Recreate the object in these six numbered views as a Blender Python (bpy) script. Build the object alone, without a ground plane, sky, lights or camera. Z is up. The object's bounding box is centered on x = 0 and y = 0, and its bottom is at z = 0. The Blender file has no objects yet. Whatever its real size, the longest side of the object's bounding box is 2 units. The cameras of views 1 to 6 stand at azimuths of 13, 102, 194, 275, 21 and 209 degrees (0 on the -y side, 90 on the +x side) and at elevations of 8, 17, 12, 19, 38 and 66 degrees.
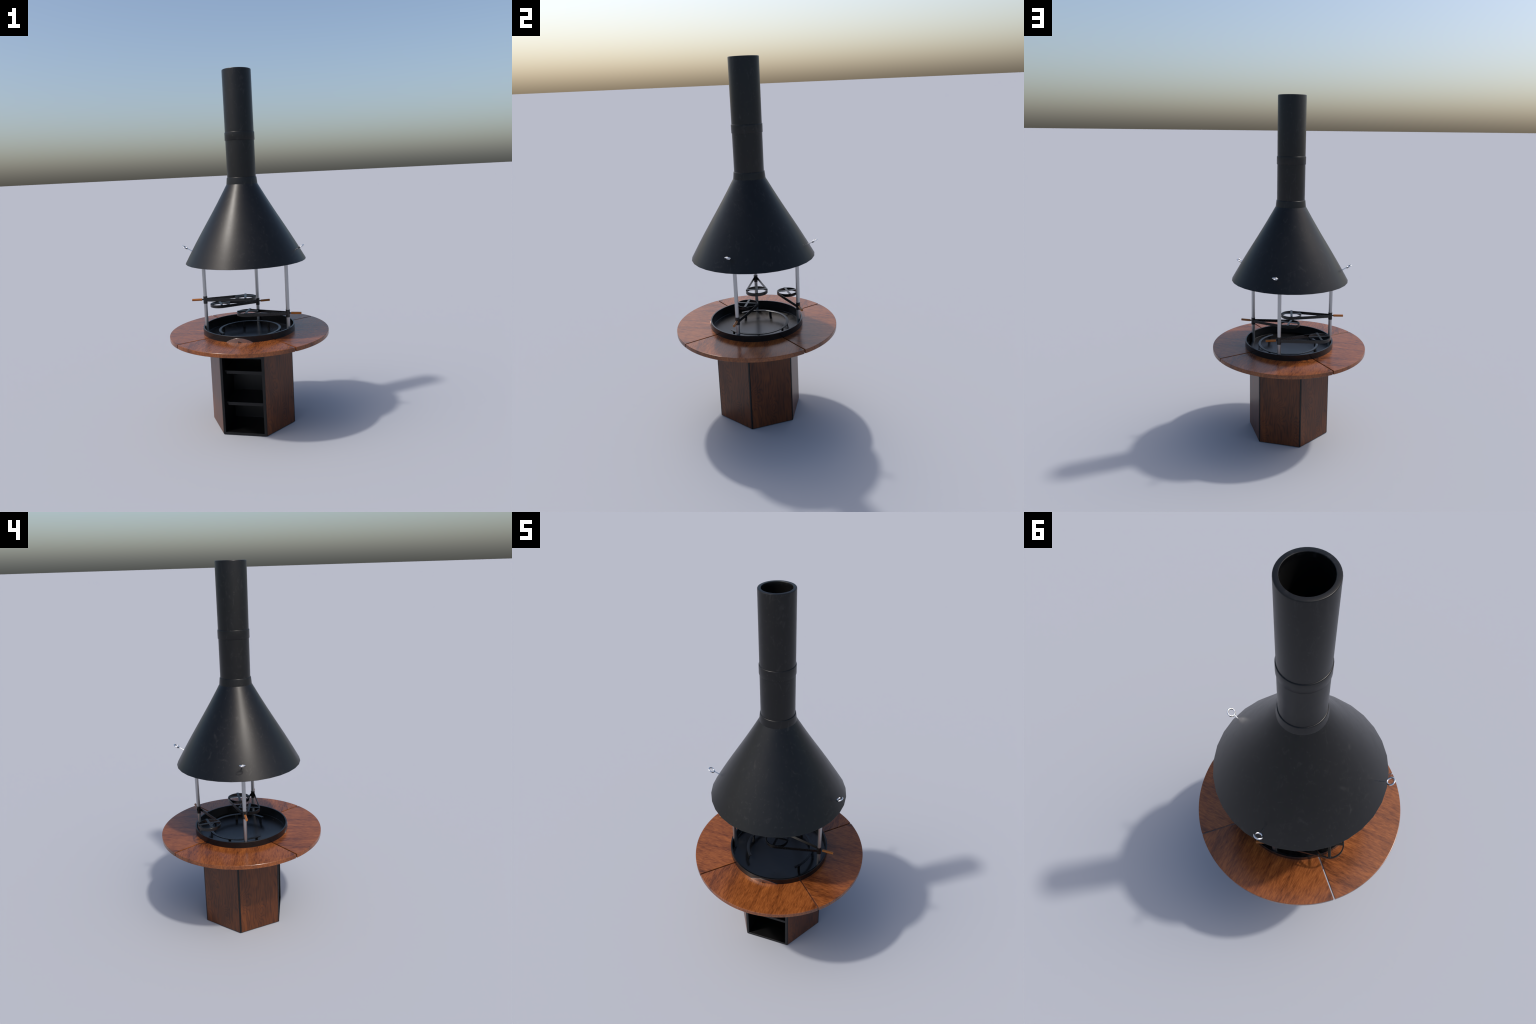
import bpy, bmesh, math
from math import sin, cos, pi, radians, sqrt, atan2, hypot
from mathutils import Vector, Matrix

# ------------------------------------------------------------------ helpers
def azim(r, a, z=0.0):
    """Point at radius r, azimuth a (0 = -y, 90 = +x)."""
    t = radians(a)
    return Vector((r * sin(t), -r * cos(t), z))

def finish(bm, name, mat, parent=None, smooth_angle=28, bevel=0.0, bevel_seg=2, bevel_angle=40):
    bmesh.ops.recalc_face_normals(bm, faces=bm.faces)
    if bevel > 0:
        es = [e for e in bm.edges if len(e.link_faces) == 2 and e.calc_face_angle(0) > radians(bevel_angle)]
        bmesh.ops.bevel(bm, geom=es, offset=bevel, offset_type='OFFSET', segments=bevel_seg,
                        profile=0.5, affect='EDGES', clamp_overlap=True)
        smooth_angle = min(smooth_angle, 12)     # keep the broad faces flat beside their chamfers
    for f in bm.faces:
        f.smooth = True
    for e in bm.edges:
        if len(e.link_faces) == 2 and e.calc_face_angle(0) > radians(smooth_angle):
            e.smooth = False
    me = bpy.data.meshes.new(name)
    bm.to_mesh(me)
    bm.free()
    if mat:
        me.materials.append(mat)
    return place(me, name, parent)

def place(me, name, parent=None, loc=(0, 0, 0), rotz=0.0):
    ob = bpy.data.objects.new(name, me)
    bpy.context.scene.collection.objects.link(ob)
    ob.location = loc
    ob.rotation_euler = (0, 0, rotz)
    if parent:
        ob.parent = parent
    return ob

def lathe(bm, prof, seg, closed=True, cap=False, phase=0.0):
    """Revolve a list of (radius, z) about z.  closed joins the last to the first."""
    rings = []
    for r, z in prof:
        if r < 1e-6:
            rings.append([bm.verts.new((0, 0, z))])
        else:
            rings.append([bm.verts.new((r * cos(phase + 2 * pi * i / seg), r * sin(phase + 2 * pi * i / seg), z))
                          for i in range(seg)])
    n = len(rings)
    for k in range(n if closed else n - 1):
        a, b = rings[k], rings[(k + 1) % n]
        for i in range(seg):
            j = (i + 1) % seg
            if len(a) == 1 and len(b) == 1:
                continue
            if len(a) == 1:
                bm.faces.new((a[0], b[i], b[j]))
            elif len(b) == 1:
                bm.faces.new((a[i], b[0], a[j]))
            else:
                bm.faces.new((a[i], b[i], b[j], a[j]))
    if cap and not closed:
        for ring in (rings[0], rings[-1]):
            if len(ring) > 1:
                bm.faces.new(ring)
    return rings

def box(bm, lo, hi):
    v = [bm.verts.new((x, y, z)) for x in (lo[0], hi[0]) for y in (lo[1], hi[1]) for z in (lo[2], hi[2])]
    for q in ((0, 1, 3, 2), (4, 6, 7, 5), (0, 4, 5, 1), (2, 3, 7, 6), (0, 2, 6, 4), (1, 5, 7, 3)):
        bm.faces.new([v[i] for i in q])
    return v

def rod(bm, p, q, r, seg=20):
    """Solid round bar from p to q."""
    p, q = Vector(p), Vector(q)
    d = (q - p).normalized()
    a = d.orthogonal().normalized()
    b = d.cross(a)
    r0 = [bm.verts.new(p + r * (cos(2 * pi * i / seg) * a + sin(2 * pi * i / seg) * b)) for i in range(seg)]
    r1 = [bm.verts.new(q + r * (cos(2 * pi * i / seg) * a + sin(2 * pi * i / seg) * b)) for i in range(seg)]
    for i in range(seg):
        j = (i + 1) % seg
        bm.faces.new((r0[i], r0[j], r1[j], r1[i]))
    bm.faces.new(r0)
    bm.faces.new(r1)

def band(bm, path, thick, z0, z1, closed=False):
    """Upright flat strip following a plan path (list of (x, y)), given thickness."""
    n = len(path)
    off = []
    for i in range(n):
        if closed:
            a, b = path[i - 1], path[(i + 1) % n]
        else:
            a, b = path[max(i - 1, 0)], path[min(i + 1, n - 1)]
        tx, ty = b[0] - a[0], b[1] - a[1]
        l = hypot(tx, ty)
        off.append((-ty / l * thick / 2, tx / l * thick / 2))
    rows = []
    for (x, y), (ox, oy) in zip(path, off):
        rows.append([bm.verts.new(c) for c in ((x + ox, y + oy, z0), (x + ox, y + oy, z1),
                                              (x - ox, y - oy, z1), (x - ox, y - oy, z0))])
    m = n if closed else n - 1
    for i in range(m):
        a, b = rows[i], rows[(i + 1) % n]
        for k in range(4):
            l = (k + 1) % 4
            bm.faces.new((a[k], a[l], b[l], b[k]))
    if not closed:
        bm.faces.new(rows[0])
        bm.faces.new(rows[-1])

def torus(bm, M, R, r, su=40, sv=14):
    g = [[bm.verts.new(M @ Vector(((R + r * cos(2 * pi * j / sv)) * cos(2 * pi * i / su),
                                   (R + r * cos(2 * pi * j / sv)) * sin(2 * pi * i / su),
                                   r * sin(2 * pi * j / sv)))) for j in range(sv)] for i in range(su)]
    for i in range(su):
        for j in range(sv):
            bm.faces.new((g[i][j], g[(i + 1) % su][j], g[(i + 1) % su][(j + 1) % sv], g[i][(j + 1) % sv]))

# ---------------------------------------------------------------- materials
class Nodes:
    def __init__(self, name):
        self.mat = bpy.data.materials.new(name)
        self.mat.use_nodes = True
        self.t = self.mat.node_tree
        self.b = self.t.nodes["Principled BSDF"]

    def new(self, kind, **kw):
        n = self.t.nodes.new(kind)
        for k, v in kw.items():
            setattr(n, k, v)
        return n

    def link(self, a, b):
        self.t.links.new(a, b)

    def val(self, sock, v):
        if isinstance(v, bpy.types.NodeSocket):
            self.link(v, sock)
        else:
            sock.default_value = v

    def math(self, op, a, b=0.0, c=None, clamp=False):
        n = self.new("ShaderNodeMath", operation=op, use_clamp=clamp)
        self.val(n.inputs[0], a)
        self.val(n.inputs[1], b)
        if c is not None:
            self.val(n.inputs[2], c)
        return n.outputs[0]

    def coords(self, scale=(1, 1, 1), vary=0.0, loc=(0, 0, 0)):
        tc = self.new("ShaderNodeTexCoord")
        out = tc.outputs["Object"]
        if vary:
            oi = self.new("ShaderNodeObjectInfo")
            vm = self.new("ShaderNodeVectorMath", operation='SCALE')
            vm.inputs[0].default_value = (3.1 * vary, 5.7 * vary, 1.9 * vary)
            self.link(oi.outputs["Random"], vm.inputs["Scale"])
            va = self.new("ShaderNodeVectorMath", operation='ADD')
            self.link(out, va.inputs[0])
            self.link(vm.outputs[0], va.inputs[1])
            out = va.outputs[0]
        mp = self.new("ShaderNodeMapping")
        mp.inputs["Scale"].default_value = scale
        mp.inputs["Location"].default_value = loc
        self.link(out, mp.inputs["Vector"])
        return mp.outputs[0]

    def noise(self, vec, scale=1.0, detail=4.0, rough=0.55, dist=0.0):
        n = self.new("ShaderNodeTexNoise")
        self.link(vec, n.inputs["Vector"])
        n.inputs["Scale"].default_value = scale
        n.inputs["Detail"].default_value = detail
        n.inputs["Roughness"].default_value = rough
        n.inputs["Distortion"].default_value = dist
        return n.outputs["Fac"]

    def ramp(self, fac, stops):
        n = self.new("ShaderNodeValToRGB")
        e = n.color_ramp.elements
        while len(e) < len(stops):
            e.new(0.5)
        for el, (p, c) in zip(e, stops):
            el.position = p
            el.color = (c[0], c[1], c[2], 1) if not isinstance(c, float) else (c, c, c, 1)
        self.link(fac, n.inputs[0])
        return n.outputs[0]

    def mix(self, fac, a, b, blend='MIX'):
        n = self.new("ShaderNodeMix", data_type='RGBA', blend_type=blend)
        self.val(n.inputs[0], fac)
        for s, v in ((n.inputs[6], a), (n.inputs[7], b)):
            if isinstance(v, tuple):
                s.default_value = (v[0], v[1], v[2], 1)
            else:
                self.link(v, s)
        return n.outputs[2]

    def bump(self, h, strength, dist):
        n = self.new("ShaderNodeBump")
        n.inputs["Strength"].default_value = strength
        n.inputs["Distance"].default_value = dist
        self.link(h, n.inputs["Height"])
        self.link(n.outputs[0], self.b.inputs["Normal"])

    def set(self, **kw):
        for k, v in kw.items():
            s = self.b.inputs[k.replace("_", " ")]
            if isinstance(v, tuple):
                s.default_value = (*v, 1)
            else:
                self.val(s, v)
        return self.mat

def black_steel(name, base, lift, rough, worn=1.0, spec=0.5):
    m = Nodes(name)
    co = m.coords()
    cloud = m.noise(co, 13, 6, 0.65, 0.5)
    smear = m.noise(m.coords((26, 26, 12)), 1.3, 7, 0.72, 1.1)
    speck = m.noise(co, 85, 3, 0.6)
    scuff = m.ramp(smear, [(0.56, 0.0), (0.72, 1.0)])
    dots = m.ramp(speck, [(0.63, 0.0), (0.71, 1.0)])
    wear = m.math('MULTIPLY', m.math('ADD', m.math('MULTIPLY', scuff, 0.65), m.math('MULTIPLY', dots, 0.45)), worn, clamp=True)
    col = m.mix(m.ramp(cloud, [(0.3, 0.0), (0.7, 1.0)]), base, tuple(c * 1.4 for c in base))
    col = m.mix(wear, col, lift)
    r = m.math('ADD', m.math('MULTIPLY', cloud, 0.12), rough - 0.06)
    r = m.math('ADD', r, m.math('MULTIPLY', wear, 0.12))
    return m.set(Base_Color=col, Roughness=r, Specular_IOR_Level=spec)

def mahogany():
    m = Nodes("mahogany_top")
    broad = m.noise(m.coords((22, 4.0, 10)), 1.0, 3, 0.55, 0.3)
    streak = m.noise(m.coords((170, 27, 90)), 1.0, 4, 0.62, 0.25)
    fine = m.noise(m.coords((430, 60, 240)), 1.0, 3, 0.6, 0.2)
    pores = m.noise(m.coords((330, 120, 330)), 1.0, 2, 0.5)
    h = m.math('ADD', m.math('MULTIPLY', broad, 0.40), m.math('MULTIPLY', streak, 0.42))
    h = m.math('ADD', h, m.math('MULTIPLY', fine, 0.18))
    col = m.ramp(h, [(0.36, (0.068, 0.0182, 0.0055)), (0.45, (0.140, 0.0390, 0.0095)),
                     (0.53, (0.208, 0.0605, 0.0138)), (0.65, (0.315, 0.0985, 0.0220))])
    pit = m.ramp(pores, [(0.25, 1.0), (0.31, 0.0)])
    col = m.mix(m.math('MULTIPLY', pit, 0.6), col, (0.040, 0.010, 0.004))
    hb = m.math('SUBTRACT', m.math('ADD', m.math('MULTIPLY', streak, 0.6), m.math('MULTIPLY', fine, 0.4)),
                m.math('MULTIPLY', pit, 0.6))
    m.bump(hb, 0.05, 0.0003)
    r = m.math('ADD', m.math('MULTIPLY', streak, 0.08), 0.20)
    return m.set(Base_Color=col, Roughness=r)

def walnut(name, knots):
    """Dark veneer: growth lines are the contours of a field that slopes across
    the board and swells at every knot."""
    m = Nodes(name)
    co = m.coords()
    sx = m.new("ShaderNodeSeparateXYZ")
    m.link(co, sx.inputs[0])
    px = m.math('MULTIPLY', sx.outputs[0], -1.0)
    pz = sx.outputs[2]
    wob = m.noise(m.coords((30, 1, 5)), 1.0, 2, 0.5)
    f = m.math('ADD', m.math('MULTIPLY', px, 150.0), m.math('MULTIPLY', wob, 10.0))
    for kx, kz, rx, rz, amp in knots:
        dx = m.math('DIVIDE', m.math('SUBTRACT', px, kx), rx)
        dz = m.math('DIVIDE', m.math('SUBTRACT', pz, kz), rz)
        q = m.math('ADD', m.math('MULTIPLY', dx, dx), m.math('MULTIPLY', dz, dz))
        g = m.math('MULTIPLY', m.math('EXPONENT', m.math('MULTIPLY', q, -1.0)), amp)
        f = m.math('ADD', f, g)
    line = m.math('ADD', m.math('MULTIPLY', m.math('SINE', m.math('MULTIPLY', f, 2.4)), 0.5), 0.5)
    line = m.math('POWER', line, 3.0)
    streak = m.noise(m.coords((95, 1, 9)), 1.0, 5, 0.65, 0.3)
    fibre = m.noise(m.coords((420, 1, 26)), 1.0, 3, 0.6)
    broad = m.noise(m.coords((16, 1, 3.2)), 1.0, 3, 0.5)
    h = m.math('ADD', m.math('MULTIPLY', streak, 0.42), m.math('MULTIPLY', broad, 0.42))
    h = m.math('ADD', h, m.math('MULTIPLY', fibre, 0.16))
    h = m.math('SUBTRACT', h, m.math('MULTIPLY', line, 0.100))
    col = m.ramp(h, [(0.30, (0.034, 0.0094, 0.0030)), (0.42, (0.064, 0.0176, 0.0042)),
                     (0.51, (0.096, 0.0262, 0.0054)), (0.68, (0.160, 0.0440, 0.0082))])
    m.bump(m.math('ADD', m.math('MULTIPLY', fibre, 0.6), m.math('MULTIPLY', line, -0.4)), 0.05, 0.0003)
    return m.set(Base_Color=col, Roughness=m.math('ADD', m.math('MULTIPLY', streak, 0.14), 0.28), Specular_IOR_Level=0.42)

def plain_metal(name, base, rough, grain=0.0):
    m = Nodes(name)
    n = m.noise(m.coords((240, 240, 10)), 1.0, 3, 0.6)
    col = m.mix(n, tuple(c * 0.92 for c in base), base)
    r = m.math('ADD', m.math('MULTIPLY', n, grain), rough)
    return m.set(Base_Color=col, Roughness=r, Metallic=1.0)

HOOD = black_steel("hood_enamel", (0.0024, 0.0025, 0.0027), (0.024, 0.0235, 0.0225), 0.33, 1.0, 0.36)
PIPE = black_steel("flue_enamel", (0.0030, 0.0031, 0.0033), (0.024, 0.0235, 0.0230), 0.34, 1.0, 0.34)
TRAY = black_steel("tray_steel", (0.0022, 0.0022, 0.0024), (0.006, 0.006, 0.006), 0.25, 0.2)
BAR = black_steel("forged_bar", (0.0032, 0.0032, 0.0034), (0.012, 0.011, 0.010), 0.28, 0.5)
CARCASS = black_steel("carcass_black", (0.0030, 0.0031, 0.0034), (0.008, 0.008, 0.008), 0.36, 0.4, 0.33)
_m = Nodes("matte_black")  # plain near-black for the hood's inner faces and the bore below the lip
MATTE = _m.set(Base_Color=_m.mix(_m.noise(_m.coords(), 30, 4), (0.0005, 0.0005, 0.0005), (0.0011, 0.0011, 0.0012)),
              Roughness=0.85, Specular_IOR_Level=0.15)
LINING = black_steel("niche_lining", (0.0012, 0.0012, 0.0013), (0.003, 0.003, 0.003), 0.40, 0.3)
TOP = mahogany()
VEN_A = walnut("walnut_veneer_wavy", [(-0.072, 0.315, 0.030, 0.060, 9.0), (-0.045, 0.265, 0.026, 0.045, 7.0),
                                      (0.022, 0.085, 0.028, 0.046, 12.0), (-0.105, 0.12, 0.03, 0.05, 7.0),
                                      (0.115, 0.22, 0.03, 0.05, 7.0)])
VEN_B = walnut("walnut_veneer_fan", [(-0.092, 0.195, 0.034, 0.052, 12.0), (0.004, 0.105, 0.030, 0.052, 9.0),
                                     (0.100, 0.34, 0.030, 0.080, 5.0)])
VEN_C = walnut("walnut_veneer_eye", [(0.002, 0.205, 0.030, 0.056, 12.0), (-0.096, 0.075, 0.028, 0.045, 11.0),
                                     (0.092, 0.105, 0.034, 0.055, 10.0)])
STEEL = plain_metal("brushed_tube", (0.46, 0.465, 0.475), 0.32, 0.10)
CHROME = plain_metal("bright_chrome", (0.82, 0.82, 0.83), 0.12, 0.03)
PLATE = plain_metal("plate_steel", (0.43, 0.365, 0.335), 0.20, 0.06)
_m = Nodes("varnished_grip")
_n = _m.noise(_m.coords((18, 90, 90)), 1.0, 4, 0.6)
GRIP = _m.set(Base_Color=_m.ramp(_n, [(0.35, (0.27, 0.078, 0.0050)), (0.65, (0.40, 0.128, 0.0090))]), Roughness=0.36)

# ------------------------------------------------------------------ thing
root = bpy.data.objects.new("barbecue_fireplace", None)
bpy.context.scene.collection.objects.link(root)
root["label"] = "round wooden grill table with black conical hood and chimney"
root["category"] = "barbecue fireplace"

# ---- cabinet: hexagonal carcass with an open front -------------------------
RH = 0.2463                # circumradius of the hexagon
AP = RH * cos(pi / 6)      # apothem
ZT, ZB = 0.5466, 0.5240    # table top / underside
ZC = 0.5030                # top of the cabinet, carries the tray

def hexagon(bm, r, z):
    return [bm.verts.new((r * cos(pi / 3 * i), r * sin(pi / 3 * i), z)) for i in range(6)]

def cabinet():
    bm = bmesh.new()
    lo, hi = hexagon(bm, RH, 0.0), hexagon(bm, RH, ZC)
    wx, y1, z0, z1 = 0.1105, 0.004, 0.0130, 0.4420   # niche
    front = 4                                        # side between 240 and 300 degrees
    for i in range(6):
        j = (i + 1) % 6
        if i == front:
            continue
        bm.faces.new((lo[i], lo[j], hi[j], hi[i]))
    bm.faces.new(lo[::-1])
    bm.faces.new(hi)
    yf = -AP
    f = [bm.verts.new((x, yf, z)) for x, z in ((-wx, z0), (wx, z0), (wx, z1), (-wx, z1))]
    b = [bm.verts.new((x, y1, z)) for x, z in ((-wx, z0), (wx, z0), (wx, z1), (-wx, z1))]
    o = [lo[4], lo[5], hi[5], hi[4]]
    for i in range(4):
        j = (i + 1) % 4
        bm.faces.new((o[i], o[j], f[j], f[i]))
        bm.faces.new((f[i], f[j], b[j], b[i])).material_index = 1
    bm.faces.new(b).material_index = 1
    ob = finish(bm, "cabinet", CARCASS, root, bevel=0.0012, bevel_seg=2)
    ob.data.materials.append(LINING)
    return ob

cab = cabinet()

for zt in (0.3625, 0.1805):
    bm = bmesh.new()
    box(bm, (-0.0960, -0.1885, zt - 0.018), (0.1112, 0.002, zt))
    finish(bm, "shelf", CARCASS, cab, bevel=0.0012)
    for s in (-1,):
        bm = bmesh.new()
        box(bm, (min(s * 0.096, s * 0.1115), -0.168, zt - 0.0165), (max(s * 0.096, s * 0.1115), 0.0, zt - 0.004))
        finish(bm, "shelf_rail", CARCASS, cab, bevel=0.001)

# wooden panels on five sides, black corner strips left between them
PW = RH / 2 - 0.0062
def panel_mesh(mat):
    bm = bmesh.new()
    box(bm, (-PW, -0.004, 0.0025), (PW, 0.0009, ZC - 0.0004))
    ob = finish(bm, "wood_panel", mat, cab, bevel=0.0007, bevel_seg=2)
    return ob
first = {}
for a, mat in ((60, VEN_A), (120, VEN_B), (180, VEN_C), (240, VEN_A), (300, VEN_B)):
    if mat.name not in first:
        ob = panel_mesh(mat)
        first[mat.name] = ob
    else:
        ob = place(first[mat.name].data, "wood_panel", cab)
    ob.location = azim(AP, a)
    # local +y points outwards
    ob.rotation_euler = (0, 0, radians(a) + pi)

# ---- table top: four quadrants with narrow seams ---------------------------
def quadrant():
    bm = bmesh.new()
    ri, ro, gap, n = 0.2610, 0.4556, 0.0030, 40
    lay = []
    for z in (ZB, ZT):
        ri_pts, ro_pts = [], []
        for R, store in ((ri, ri_pts), (ro, ro_pts)):
            lim = pi / 4 - math.asin(gap / R)
            for k in range(n + 1):
                t = -lim + 2 * lim * k / n
                store.append(bm.verts.new((R * sin(t), -R * cos(t), z)))
        lay.append((ri_pts, ro_pts))
    (bi, bo), (ti, to) = lay
    for k in range(n):
        bm.faces.new((ti[k], ti[k + 1], to[k + 1], to[k]))
        bm.faces.new((bi[k], bo[k], bo[k + 1], bi[k + 1]))
        bm.faces.new((to[k], to[k + 1], bo[k + 1], bo[k]))
        bm.faces.new((ti[k], bi[k], bi[k + 1], ti[k + 1]))
    for k in (0, n):
        bm.faces.new((ti[k], to[k], bo[k], bi[k]))
    return finish(bm, "table_quadrant", TOP, root, bevel=0.0022, bevel_seg=3)
q0 = quadrant()
for k in (1, 2, 3):
    place(q0.data, "table_quadrant", root, rotz=k * pi / 2)

# ---- fire tray: shallow dish with an upright rim ----------------------------
FL = 0.5045                # lowest point of the dish
def dish(r):
    return FL + 0.37 * r * r
bm = bmesh.new()
lathe(bm, [(0, 0.5026), (0.2625, 0.5026), (0.2625, 0.5797), (0.2618, 0.5808), (0.2555, 0.5808), (0.2545, 0.5797)]
      + [(0.2545, dish(0.2545) + 0.001)] + [(0.2535 * k / 14, dish(0.2535 * k / 14)) for k in range(14, -1, -1)], 96, closed=False)
tray = finish(bm, "fire_tray", TRAY, root)

# round name plate bent around the front of the tray, lower part hidden by the table
PR, PT, PA = 0.1300, 0.5705, 1.6
PZ = PT - PR
def on_rim(u, r, z):
    return azim(r, PA + math.degrees(u / 0.2655), z)
bm = bmesh.new()
half = math.acos((0.5345 - PZ) / PR)
cols = []
for k in range(49):
    u = -PR * sin(half) + 2 * PR * sin(half) * k / 48
    zt = PZ + sqrt(max(PR * PR - u * u, 0))
    zt = max(zt, 0.5346)
    cols.append([bm.verts.new(on_rim(u, r, z)) for r, z in ((0.2654, 0.5340), (0.2654, zt - 0.0002), (0.2652, zt), (0.2620, zt), (0.2620, 0.5340))])
for a, b in zip(cols, cols[1:]):
    for i in range(5):
        j = (i + 1) % 5
        bm.faces.new((a[i], a[j], b[j], b[i]))
bm.faces.new(cols[0])
bm.faces.new(cols[-1])
plate = finish(bm, "name_plate", PLATE, tray)
# little raised peak mark on the plate, lower half sunk behind the table edge
def peak(cx, base, top, w, t):
    bm = bmesh.new()
    pts = [(cx - w, base), (cx, top), (cx + w, base), (cx + w - t, base), (cx, top - 2.0 * t), (cx - w + t, base)]
    f = [bm.verts.new(on_rim(x, 0.2664, z)) for x, z in pts]
    b = [bm.verts.new(on_rim(x, 0.2646, z)) for x, z in pts]
    for i, j in ((0, 1), (1, 2), (2, 3), (3, 4), (4, 5), (5, 0)):
        bm.faces.new((f[i], f[j], b[j], b[i]))
    for s in (f, b):
        bm.faces.new((s[0], s[1], s[4], s[5]))
        bm.faces.new((s[1], s[2], s[3], s[4]))
    return finish(bm, "peak_mark", BAR, tray)
peak(-0.0010, 0.5420, 0.5575, 0.0072, 0.0036)
peak(0.0085, 0.5420, 0.5530, 0.0066, 0.0032)

# ---- open fire ring on six feet --------------------------------------------
bm = bmesh.new()
CX, CY, RI, RO = 0.0030, 0.0040, 0.1650, 0.1800
Z0, Z1 = 0.5500, 0.5545
a0, a1, n = 46.5, 313.5, 84
rows = []
for k in range(n + 1):
    a = radians(a0 + (a1 - a0) * k / n)
    d = (sin(a), -cos(a))
    rows.append([bm.verts.new((CX + r * d[0], CY + r * d[1], z)) for r, z in ((RI, Z0), (RI, Z1), (RO, Z1), (RO, Z0))])
for k in range(n):
    for i in range(4):
        j = (i + 1) % 4
        bm.faces.new((rows[k][i], rows[k][j], rows[k + 1][j], rows[k + 1][i]))
bm.faces.new(rows[0])
bm.faces.new(rows[-1])
ring = finish(bm, "fire_ring", BAR, root, bevel=0.0014, bevel_seg=2)
bm = bmesh.new()
box(bm, (-0.0072, -0.0024, dish(0.176) - 0.001), (0.0072, 0.0024, Z0 + 0.002))
leg0 = finish(bm, "ring_foot", BAR, ring, bevel=0.0006)
for i, a in enumerate((54.5, 104.5, 155, 205, 255.5, 305.5)):
    ob = leg0 if i == 0 else place(leg0.data, "ring_foot", ring)
    p = azim(0.1755, a)
    ob.location = (CX + p.x, CY + p.y, 0)
    ob.rotation_euler = (0, 0, radians(a))

# ---- posts -----------------------------------------------------------------
POST_R = 0.2440
bm = bmesh.new()
rod(bm, (0, 0, 0.5200), (0, 0, 1.0850), 0.0102, 28)
post0 = finish(bm, "post", STEEL, root)
posts = [(-78.6, 0.7327, 13.6), (180.0, 0.6580, -155.5), (78.4, 0.6570, 179.6)]
for i, (a, z, d) in enumerate(posts):
    ob = post0 if i == 0 else place(post0.data, "post", root)
    ob.location = azim(POST_R, a)

# ---- swinging grill arms (modelled once, local x runs from post to ring) ----
C, RS = 0.2310, 0.0605     # ring centre, strap radius
HB = 0.0086                # half height of the strap
def strap_path():
    sx, sy = 0.0045, 0.0105
    # tangent from (sx, sy) to the circle
    dx, dy = C - sx, -sy
    dist = hypot(dx, dy)
    base = atan2(-dy, -dx)
    off = math.acos(RS / dist)
    t0 = base - off
    t0 = atan2(sin(t0), cos(t0))
    pts = [(sx, sy)]
    for k in range(1, 7):
        ex, ey = C + RS * cos(t0), RS * sin(t0)
        pts.append((sx + (ex - sx) * k / 7, sy + (ey - sy) * k / 7))
    n = 44
    for k in range(n + 1):
        t = t0 + (-2 * t0) * k / n
        pts.append((C + RS * cos(t), RS * sin(t)))
    for k in range(6, -1, -1):
        pts.append((pts[k][0], -pts[k][1]))
    return pts
bm = bmesh.new()
band(bm, strap_path(), 0.0026, -HB, HB)
strap_me = finish(bm, "grill_arm", BAR, root, bevel=0.0005, bevel_seg=1)
def ring_mesh():
    bm = bmesh.new()
    R = 0.0577
    band(bm, [(C + R * cos(2 * pi * k / 56), R * sin(2 * pi * k / 56)) for k in range(56)], 0.0026, -HB + 0.0004, HB + 0.0006, closed=True)
    ob = finish(bm, "pot_ring", BAR)
    return ob
def make(name, mat, build, **kw):
    bm = bmesh.new()
    build(bm)
    return finish(bm, name, mat, **kw)
pot = ring_mesh()
barl = make("cross_bar", BAR, lambda b: box(b, (C - 0.0605, -0.0064, HB + 0.0002), (C + 0.0605, 0.0064, HB + 0.0034)), bevel=0.0006)
bart = make("cross_bar", BAR, lambda b: box(b, (C - 0.0064, -0.0615, HB + 0.0006), (C + 0.0064, 0.0612, HB + 0.0038)), bevel=0.0006)
def collar(b):
    lathe(b, [(0.0103, -0.0216), (0.0118, -0.0216), (0.0118, 0.0216), (0.0103, 0.0216)], 32)
col = make("sliding_collar", BAR, collar, bevel=0.0006)
stem = make("handle_stem", BAR, lambda b: rod(b, (-0.009, 0, 0.002), (-0.0205, 0, 0.002), 0.0038, 16))
grip = make("handle_grip", GRIP, lambda b: rod(b, (-0.0182, 0, 0.002), (-0.0760, 0, 0.002), 0.0066, 36), bevel=0.0010)
for i, (a, z, d) in enumerate(posts):
    arm = strap_me if i == 0 else place(strap_me.data, "grill_arm", root)
    p = azim(POST_R, a)
    arm.location = (p.x, p.y, z)
    arm.rotation_euler = (0, 0, radians(d))
    for src in (pot, barl, bart, col, stem, grip):
        if i == 0:
            src.parent = arm
        else:
            place(src.data, src.name.split(".")[0], arm)

# ---- hood ------------------------------------------------------------------
HR0, HZ0, HR1, HZ1, TH = 0.3408, 0.9538, 0.0850, 1.3870, 0.0045
SEG = 32
bm = bmesh.new()
prof = []
for k in range(13):
    t = k / 12
    # barely bellied below, drawn in above
    prof.append((HR0 + (HR1 - HR0) * t + 0.0018 * sin(2 * pi * t), HZ0 + (HZ1 - HZ0) * t))
inner = [(r - TH, z - 0.0005) for r, z in prof]
lathe(bm, prof + inner[::-1], SEG)
hood = finish(bm, "hood", HOOD, root, bevel=0.0010, bevel_seg=2)
hood.data.materials.append(MATTE)
for p in hood.data.polygons:
    if p.normal.x * p.center.x + p.normal.y * p.center.y < 0 and p.center.z > HZ0 + 0.004:
        p.material_index = 1

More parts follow.
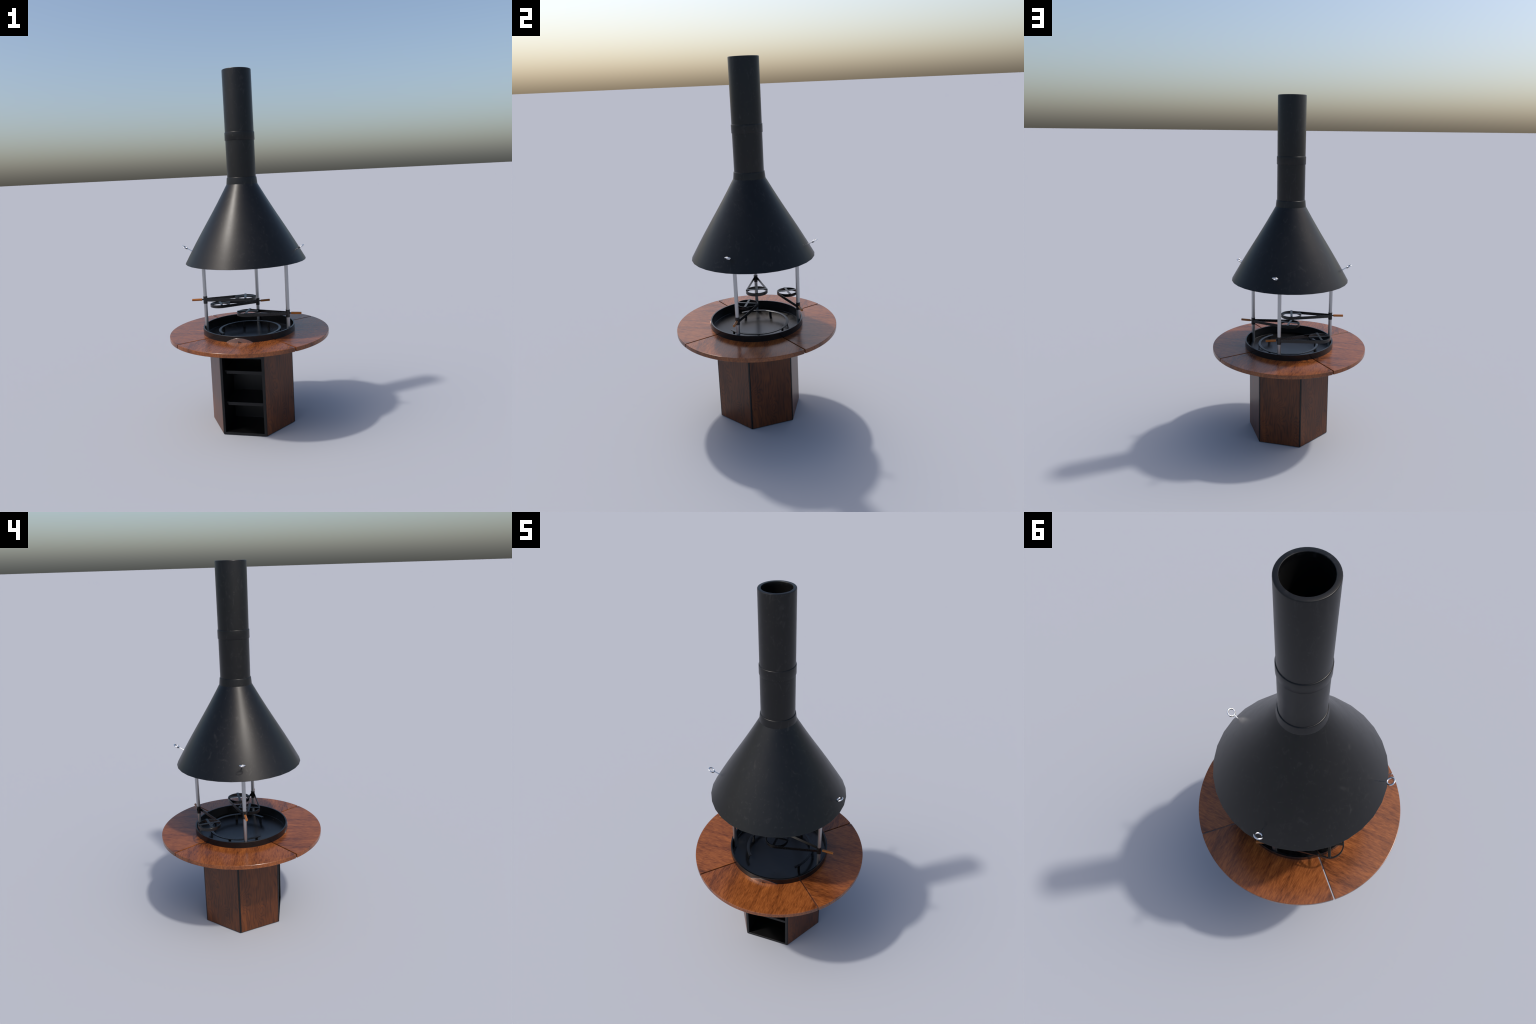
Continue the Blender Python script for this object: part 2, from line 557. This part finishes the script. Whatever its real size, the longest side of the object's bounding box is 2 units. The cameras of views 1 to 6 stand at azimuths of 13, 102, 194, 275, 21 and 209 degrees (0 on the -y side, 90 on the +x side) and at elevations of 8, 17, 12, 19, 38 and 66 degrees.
# eye bolts standing square on the cone
slope = (HR0 - HR1) / (HZ1 - HZ0)
nrm = Vector((1.0, 0.0, slope)).normalized()
def eye(b):
    p0 = Vector((0, 0, 0))
    cen = nrm * 0.0470
    rod(b, p0 - nrm * 0.006, cen - nrm * 0.0130, 0.0031, 14)
    side = Vector((0, 1, 0))
    M = Matrix.Translation(cen) @ Matrix((nrm, side, nrm.cross(side))).transposed().to_4x4()
    torus(b, M, 0.0148, 0.0035)
eb = make("eye_bolt", CHROME, eye)
for i, a in enumerate((-80.5, 180.0, 80.5)):
    ob = eb if i == 0 else place(eb.data, "eye_bolt")
    ob.parent = hood
    zb = 1.0160
    rb = HR0 - (zb - HZ0) * slope
    # the right-hand bolt is screwed in deeper
    sink = 0.0135 if a > 0 and a < 100 else 0.001
    ob.location = azim(rb - sink * nrm.x, a, zb - sink * nrm.z)
    ob.rotation_euler = (0, 0, radians(a - 90))

# ---- chimney ---------------------------------------------------------------
bm = bmesh.new()
lathe(bm, [(0.0797, 1.40), (0.0797, 1.9962), (0.0793, 1.9982), (0.0784, 1.9995), (0.0772, 2.0000), (0.0664, 2.0000), (0.0652, 1.9990),
           (0.0646, 1.9965), (0.0645, 1.9840), (0.0645, 1.40)], 48)
flue = finish(bm, "chimney_pipe", PIPE, root)
flue.data.materials.append(MATTE)
for p in flue.data.polygons:
    if hypot(p.center.x, p.center.y) < 0.0655 and p.center.z < 1.97:
        p.material_index = 1
bm = bmesh.new()
lathe(bm, [(0.0785, 1.6218), (0.0812, 1.6218), (0.0822, 1.6224), (0.0826, 1.6238), (0.0826, 1.6640), (0.0823, 1.6655), (0.0815, 1.6668), (0.0805, 1.6675), (0.0785, 1.6680)], 48)
finish(bm, "pipe_joint", PIPE, root)
bm = bmesh.new()
lathe(bm, [(0.0785, 1.3800), (0.0868, 1.3838), (0.0831, 1.4178), (0.0827, 1.4195), (0.0818, 1.4209), (0.0806, 1.4217), (0.0785, 1.4222)], 48)
finish(bm, "hood_collar", PIPE, root)
